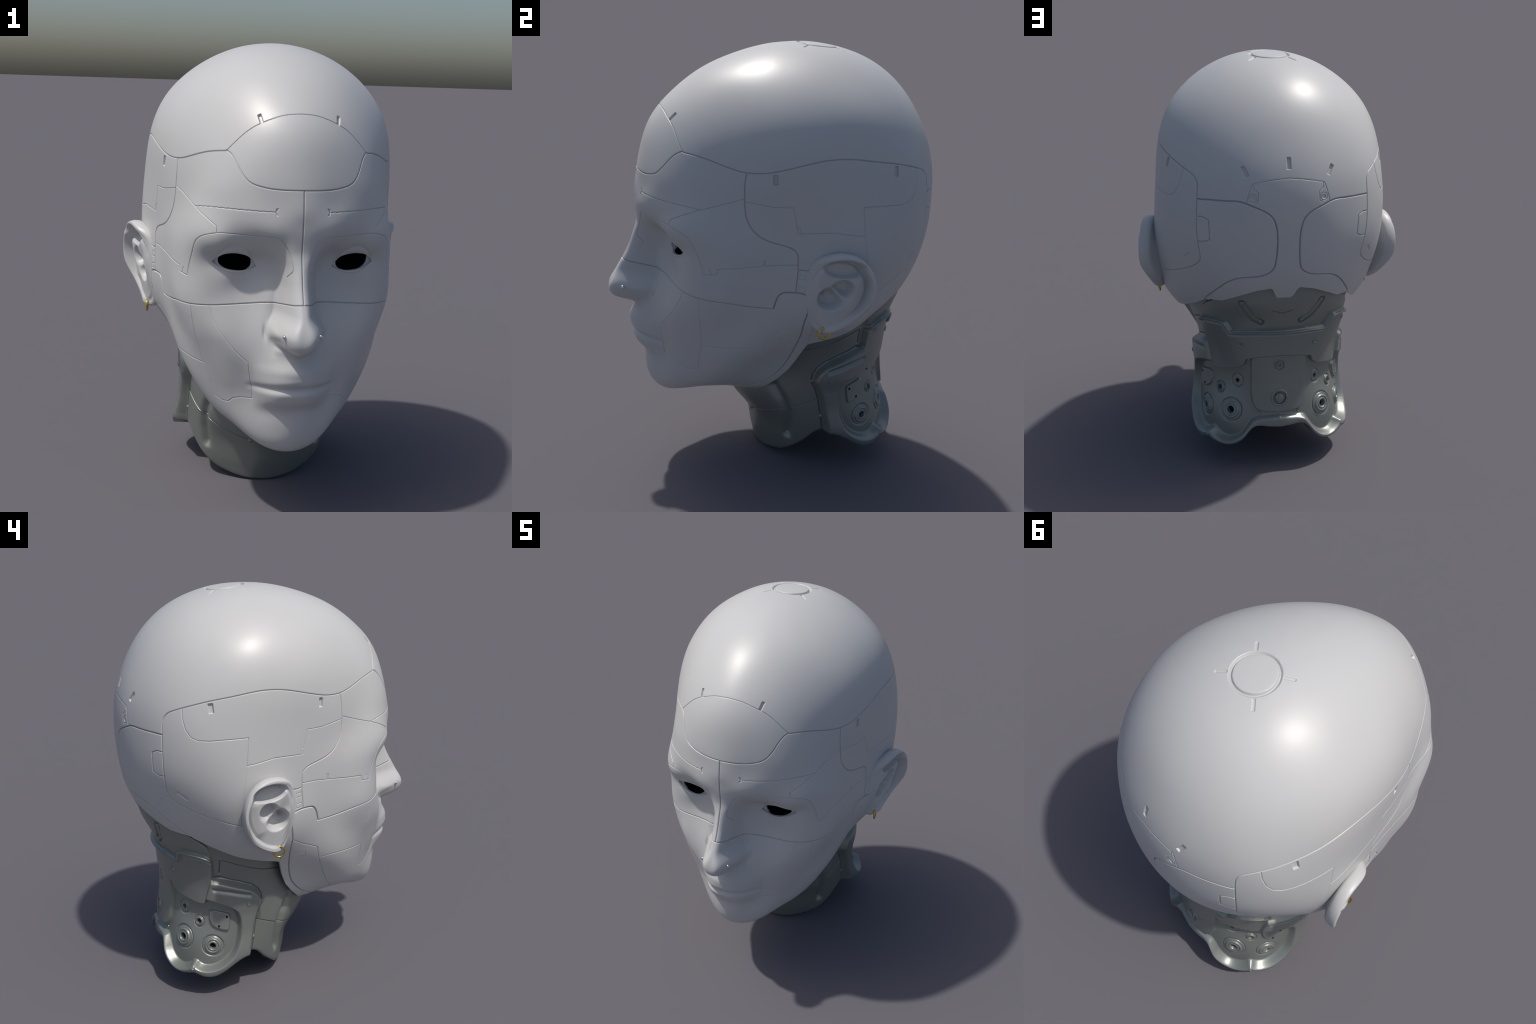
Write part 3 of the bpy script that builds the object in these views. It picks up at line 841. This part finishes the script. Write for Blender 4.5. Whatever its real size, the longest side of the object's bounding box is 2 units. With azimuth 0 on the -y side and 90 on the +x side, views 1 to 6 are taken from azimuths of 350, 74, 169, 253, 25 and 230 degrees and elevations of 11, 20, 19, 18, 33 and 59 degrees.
UN, FN, PN = clip(UN, FN, PN, lambda R: R[:, 2] - np.interp(_az(R), *np.array(NECK_LOW, float).T), neck_point)
UN, FN, PN = clip(UN, FN, PN, lambda R: np.interp(_az(R), [0, 40, 60, 90, 110, 125, 140, 180], [.60, .62, .70, .80, .84, .92, .99, 1.0]) - R[:, 2], neck_point)
PN, FN, (az_n,) = mirror_weld(PN, FN, [UN[:, 0]])
NN = vertex_normals(PN, FN)
Q = plane(az_n[FN].mean(1), PN[FN][:, :, 2].mean(1))
part = np.zeros(len(FN), int)
part[inside(POD, Q) > 0] = 1
part[(inside(BACK_PLATE, Q) > 0) & (Q[:, 1] > .29)] = 2
part[(inside(NAPE_BAND, Q) > 0) & (Q[:, 1] > .70)] = 4
part[inside(COLLAR, Q) > 0] = 3
for k, nm in enumerate(("throat", "neck_pod", "back_plate", "neck_collar", "nape_band")):
    f = FN[part == k]
    v, inv = np.unique(f, return_inverse=True)
    make_object(nm, PN[v], inv.reshape(f.shape), STEEL, root, normals=NN[v])
be = boundary_edges(FN)
be = be[PN[be].mean(1)[:, 2] < 0.30]
v, inv = np.unique(be, return_inverse=True)
e = inv.reshape(be.shape)
n = len(v)
out = PN[v] - [0, NECK_AXIS, 0]
out[:, 2] = 0
out /= np.linalg.norm(out, axis=1)[:, None]
rows = [PN[v], PN[v] - out * 0.010, PN[v] - out * 0.075 + [0, 0, 0.006], PN[v] - out * 0.095 + [0, 0, 0.10]]
make_object("neck_rim", np.concatenate(rows), np.concatenate([np.stack([e[:, 1], e[:, 0], e[:, 0] + n, e[:, 1] + n], 1) + k * n for k in range(3)]), STEEL, root)

# ---- fittings on the neck: lathe-turned rings, bolts and dials
def lathe(profile, seg=40):
    """profile: (radius, height) from the outside in; axis +z"""
    a = np.arange(seg) * 2 * np.pi / seg
    V = np.concatenate([np.stack([r * np.cos(a), r * np.sin(a), np.full(seg, h)], 1) for r, h in profile])
    i = np.arange(seg)
    j = (i + 1) % seg
    Fc = [np.stack([k * seg + i, k * seg + j, (k + 1) * seg + j, (k + 1) * seg + i], 1) for k in range(len(profile) - 1)]
    return V, np.concatenate(Fc)
neck_tree = BVHTree.FromPolygons([Vector(p) for p in PN], FN.tolist())
def surface_frame(az, z, r):
    """point and frame on the neck; frame z points outwards"""
    a = math.radians(az)
    d = Vector((math.sin(a), -math.cos(a), 0))
    hit, _, _, _ = neck_tree.ray_cast(Vector((0, NECK_AXIS, z)) + d * 0.9, -d)
    h = np.array(hit)
    pts = []
    for k in range(12):                                   # mean normal from a ring around the fitting
        b = k * math.pi / 6
        aa = a + r * math.cos(b) / 0.36
        dd = Vector((math.sin(aa), -math.cos(aa), 0))
        q, _, _, _ = neck_tree.ray_cast(Vector((0, NECK_AXIS, z + r * math.sin(b))) + dd * 0.9, -dd)
        if q is not None:
            pts.append(np.array(q))
    pts = np.array(pts)
    nrm = np.linalg.svd(pts - pts.mean(0))[2][2]
    if nrm @ np.array(d) < 0:
        nrm = -nrm
    base = pts.mean(0)
    base = base + nrm * min(0.002, max(-0.006, (h - base) @ nrm))
    t = np.cross([0, 0, 1.0], nrm)
    t /= np.linalg.norm(t)
    return base, np.stack([t, np.cross(nrm, t), nrm], 0)
def fit(name, az, z, V, Fc, mat, r=0.02, lift=0.0, both=True):
    base, R = surface_frame(az, z, r)
    W = (V + [0, 0, lift]) @ R + base
    for sx in ((1, -1) if both else (1,)):
        make_object(name, W * [sx, 1, 1], Fc if sx > 0 else Fc[:, ::-1], mat, root)

def ring_set(name, az, z, R, hole, depth=0.008):
    s = R
    prof = [(s * 1.06, -.014), (s * 1.03, .001), (s * .99, .0035), (s * .93, .0035), (s * .87, .0012), (s * .82, .0012), (s * .78, .009), (s * .73, .0115), (s * .60, .0125), (s * .57, .009), (s * .53, .009), (s * .50, .0125), (hole * 1.25, .0125), (hole * 1.05, .010), (hole, .0035), (hole, -.012)]
    V, Fc = lathe(prof, 48)
    fit(name, az, z, V, Fc, STEEL, R * 0.45)
    V, Fc = lathe([(hole * 1.04, -.011), (hole * .5, -.012), (0.0003, -.012)], 32)
    fit("bore_dark_disc", az, z, V, Fc, DARK, R * 0.45)  # near-black disc added across the bore so it looks deep
for (a_, z_, r_, h_) in SOCKETS[:3]:
    ring_set("neck_socket", a_, z_, r_ * 1.08, h_)
# serrated socket
V, Fc = lathe([(.034, -.004), (.033, .002), (.030, .004), (.020, .0015), (.018, .006), (.0135, .006), (.0112, .002), (.0112, -.010)], 120)
ang = np.arctan2(V[:, 1], V[:, 0])
rad = np.hypot(V[:, 0], V[:, 1])
V[:, 2] += 0.0022 * np.sign(np.sin(ang * 20)) * ((rad > .0185) & (rad < .0315))
fit("serrated_socket", 143.5, .440, V, Fc, STEEL, .03)
V, Fc = lathe([(.0115, -.008), (.004, -.009), (.0003, -.009)], 24)
fit("bore_dark_disc", 143.5, .440, V, Fc, DARK, .03)  # added black disc, darkens the bore of the serrated socket
for az, z in ((103.8, .420), (110.3, .372)):
    V, Fc = lathe([(.0058, .0012), (.003, .0012), (.0003, .0012)], 20)
    fit("plate_dark_disc", az, z, V, Fc, DARK, .008)  # black disc lying on the plate, added in place of a bored hole
BOLT = lathe([(.0105, -.003), (.0100, .0025), (.0085, .0042), (.0075, .0030), (.0003, .0034)], 28)
RIVET = lathe([(.0115, -.006), (.0110, .001), (.0075, .0060), (.0003, .0078)], 24)
for az, z in ((87, .492), (119.6, .722), (128.2, .165), (163.5, .292)):
    fit("bolt", az, z, *BOLT, STEEL, .012)
for az, z in ((72.7, .467), (81.8, .283), (108.4, .645), (107, .736), (14, .214)):
    fit("rivet", az, z, *RIVET, STEEL, .012)
# oval screws on the collar, dots, hexagon socket and slotted dial on the back plate
V, Fc = lathe([(.0165, -.003), (.0155, .004), (.013, .006), (.010, .002), (.0003, .001)], 28)
fit("collar_screw", 149.2, .649, V * [1.25, 0.8, 1], Fc, STEEL, .016)
V, Fc = lathe([(.0075, -.002), (.0065, .0012), (.005, -.002), (.0003, -.003)], 20)
fit("dimple", 170.0, .406, V, Fc, STEEL, .01)
V, Fc = lathe([(.0215, -.004), (.0212, .0015), (.0195, .0030), (.0003, .0030)], 48)
base, R = surface_frame(179.99, .378, .045)
base[0] = 0
make_object("slotted_dial", V @ R + base, Fc, STEEL, root)
V, Fc = lathe([(.0430, -.004), (.0425, .0018), (.0390, .0032), (.0345, .0025), (.0335, -.004)], 48)
make_object("dial_ring", V @ R + base, Fc, STEEL, root)
bx = np.array([[x, y, zz] for x in (-.0040, .0040) for y in (-.0195, .0195) for zz in (.0, .0062)])
bf4 = np.array([[0, 1, 3, 2], [4, 6, 7, 5], [0, 4, 5, 1], [2, 3, 7, 6], [0, 2, 6, 4], [1, 5, 7, 3]])
make_object("dial_bar", (bx + [0, 0, .001]) @ R + base, bf4, STEEL, root, smooth=False)

# ------------------------------------------------------------------------- ear
# outline of the ear in side view: (angle from the back, y, z, x of the edge)
EAR_MID = np.array([0.145, 1.010])
EAR_EDGE = [(0.022, 1.010, .528), (0.026, 1.080, .535), (0.052, 1.145, .560), (0.105, 1.186, .592), (0.17, 1.197, .610), (0.235, 1.178, .624),
            (0.285, 1.125, .636), (0.307, 1.055, .639), (0.300, 0.985, .631), (0.274, 0.920, .604), (0.232, 0.868, .582), (0.175, 0.830, .568),
            (0.122, 0.814, .562), (0.078, 0.828, .545), (0.040, 0.910, .522)]
def closed_spline(pts, n):
    """smooth closed curve through the control points"""
    T = np.array(pts, float)
    m = len(T)
    h = (4 + 2 * np.cos(2 * np.pi * np.arange(m) / m)) / 6
    C = np.real(np.fft.ifft(np.fft.fft(T, axis=0) / h[:, None], axis=0))
    u = np.arange(n) * m / n
    i = np.floor(u).astype(int)
    t = (u - i)[:, None]
    w = [(1 - t) ** 3 / 6, (3 * t ** 3 - 6 * t ** 2 + 4) / 6, (-3 * t ** 3 + 3 * t ** 2 + 3 * t + 1) / 6, t ** 3 / 6]
    return sum(w[a] * C[(i + a - 1) % m] for a in range(4))

def build_ear():
    n = 220
    edge = closed_spline(EAR_EDGE, n)
    th = np.degrees(np.arctan2(edge[:, 1] - EAR_MID[1], edge[:, 0] - EAR_MID[0]))   # 0 back, 90 up
    def sector(a, b, soft):                      # 1 for a < th < b (degrees, may wrap)
        mid, half = (a + b) / 2, (b - a) / 2
        d = np.abs((th - mid + 180) % 360 - 180)
        return smoothstep(half + soft, half - soft, d)
    helix = sector(-108, 128, 22)
    bead = sector(-40, 135, 40)
    skin = np.array([tree.ray_cast(Vector((0.9, p[0], p[1])), Vector((-1, 0, 0)))[0].x for p in edge])
    edge[:, 2] = helix * edge[:, 2] + (1 - helix) * (skin + 0.004)
    def along(y, z, a, b, w):                    # a ridge between two points in the ear plane
        a, b = np.array(a), np.array(b)
        q = np.stack([y, z], 1) - a
        t = np.clip(q @ (b - a) / ((b - a) @ (b - a)), 0, 1)
        return np.exp(-(((q - t[:, None] * (b - a)) ** 2).sum(1)) / w ** 2)
    def dish(y, z, c, ry, rz, depth, soft=0.45):   # a bowl with a flat floor
        return -depth * smoothstep(1.0, 1.0 - soft, np.sqrt(((y - c[0]) / ry) ** 2 + ((z - c[1]) / rz) ** 2))
    rings = []
    for rho in np.concatenate([np.linspace(0.02, 0.84, 56), np.linspace(0.855, 1.0, 14)]):
        y, z = (EAR_MID + rho * (edge[:, :2] - EAR_MID)).T
        level = 0.542 + 0.15 * (z - 0.83) + 0.16 * (y - 0.09)             # plane the folds rise to
        rise = float(smoothstep(1.0, 0.62, np.array(rho)))
        front = edge[:, 2] * (1 - rise) + (level - 0.006) * rise           # skin swelling out to the tragus
        k = float(smoothstep(0.80, 0.90, np.array(rho)))
        rear = edge[:, 2] * k + level * (1 - k)
        x = front * (1 - helix) + rear * helix
        h = 0.012 * np.sqrt(max(0.0, 1 - ((rho - 0.92) / 0.085) ** 2)) * bead      # rolled helix
        h = h - 0.013 * np.exp(-((rho - 0.795) / 0.050) ** 2) * bead               # groove inside it
        h = h + dish(y, z, (0.174, 1.130), 0.098, 0.050, 0.030, 0.35)                # upper fossa
        d1 = np.sqrt(((y - 0.130) / 0.066) ** 2 + ((z - 0.984) / 0.062) ** 2)               # bowl of the ear, in two joined parts
        d2 = np.sqrt(((y - 0.174) / 0.054) ** 2 + ((z - 1.032) / 0.050) ** 2)
        d = -np.log(np.exp(-7 * d1) + np.exp(-7 * d2)) / 7
        h = h - 0.048 * smoothstep(1.0, 0.50, d) * (1 - 0.58 * along(y, z, (0.085, 1.075), (0.180, 0.985), 0.016))   # divided by the root of the helix
        h = h + 0.008 * along(y, z, (0.235, 1.075), (0.215, 0.945), 0.026)                  # antihelix
        h = h + 0.006 * along(y, z, (0.080, 1.010), (0.080, 0.985), 0.018)                  # tragus
        h = h - 0.022 * np.exp(-((y - 0.098) / 0.015) ** 2 - ((z - 0.998) / 0.018) ** 2)    # ear canal
        h = h - 0.014 * float(smoothstep(0.97, 1.0, np.array(rho))) * helix
        h = h - 0.010 * float(smoothstep(0.92, 1.0, np.array(rho))) * (1 - helix)
        rings.append(np.stack([x + h, y, z], 1))
    for rho, dx in ((0.995, -0.032), (0.965, -0.043), (0.90, -0.050), (0.82, -0.060), (0.72, -0.085), (0.66, -0.13)):
        yz = EAR_MID + rho * (edge[:, :2] - EAR_MID)
        rings.append(np.stack([edge[:, 2] + dx * (0.35 + 0.65 * helix), yz[:, 0], yz[:, 1]], 1))
    V = np.concatenate(rings)
    V = np.concatenate([V, [[V[:n, 0].mean(), EAR_MID[0], EAR_MID[1]]]])
    i = np.arange(n)
    j = (i + 1) % n
    Fq = []
    for k in range(len(rings) - 1):
        a, b = k * n, (k + 1) * n
        Fq += [np.stack([a + i, b + i, b + j], 1), np.stack([a + i, b + j, a + j], 1)]
    Fq.append(np.stack([np.full(n, len(V) - 1), i, j], 1))
    return V, np.concatenate(Fq)

ear_v, ear_f = build_ear()
nn = vertex_normals(ear_v, ear_f)
if nn[len(ear_v) - 1, 0] < 0:
    ear_f = ear_f[:, ::-1]
make_object("ear", ear_v, ear_f, WHITE, root)
make_object("ear", ear_v * [-1, 1, 1], ear_f[:, ::-1], WHITE, root)

def torus(R, r, n, m):
    a, b = np.meshgrid(np.arange(n) * 2 * np.pi / n, np.arange(m) * 2 * np.pi / m, indexing="ij")
    V = np.stack([(r * np.sin(b)), (R + r * np.cos(b)) * np.cos(a), (R + r * np.cos(b)) * np.sin(a)], -1).reshape(-1, 3)
    i, j = np.meshgrid(np.arange(n), np.arange(m), indexing="ij")
    idx = lambda p, q: ((p % n) * m + q % m).ravel()
    return V, np.stack([idx(i, j), idx(i + 1, j), idx(i + 1, j + 1), idx(i, j + 1)], 1)
tv, tf = torus(0.0262, 0.0042, 48, 12)
tv = tv @ np.array([[math.cos(.12), math.sin(.12), 0], [-math.sin(.12), math.cos(.12), 0], [0, 0, 1]])
for sx in (1, -1):
    make_object("earring", tv * [sx, 1, 1] + [0.545 * sx, 0.119, 0.8150], tf[:, ::-sx], GOLD, root)

def ball(r, n=24):
    a, b = np.meshgrid(np.linspace(0, np.pi, n // 2 + 1), np.arange(n) * 2 * np.pi / n, indexing="ij")
    V = np.stack([np.sin(a) * np.cos(b), np.sin(a) * np.sin(b), np.cos(a)], -1).reshape(-1, 3) * r
    i, j = np.meshgrid(np.arange(n // 2), np.arange(n), indexing="ij")
    idx = lambda p, q: (p * n + q % n).ravel()
    return V, np.stack([idx(i, j), idx(i + 1, j), idx(i + 1, j + 1), idx(i, j + 1)], 1)
bv, bf = ball(0.0088)
stud = tree.ray_cast(Vector((0.068, -0.9, 0.890)), Vector((0, 1, 0)))[0]
for sx in (1, -1):
    make_object("nose_stud", bv + [(stud.x + 0.002) * sx, stud.y - 0.003, stud.z], bf, SILVER, root)
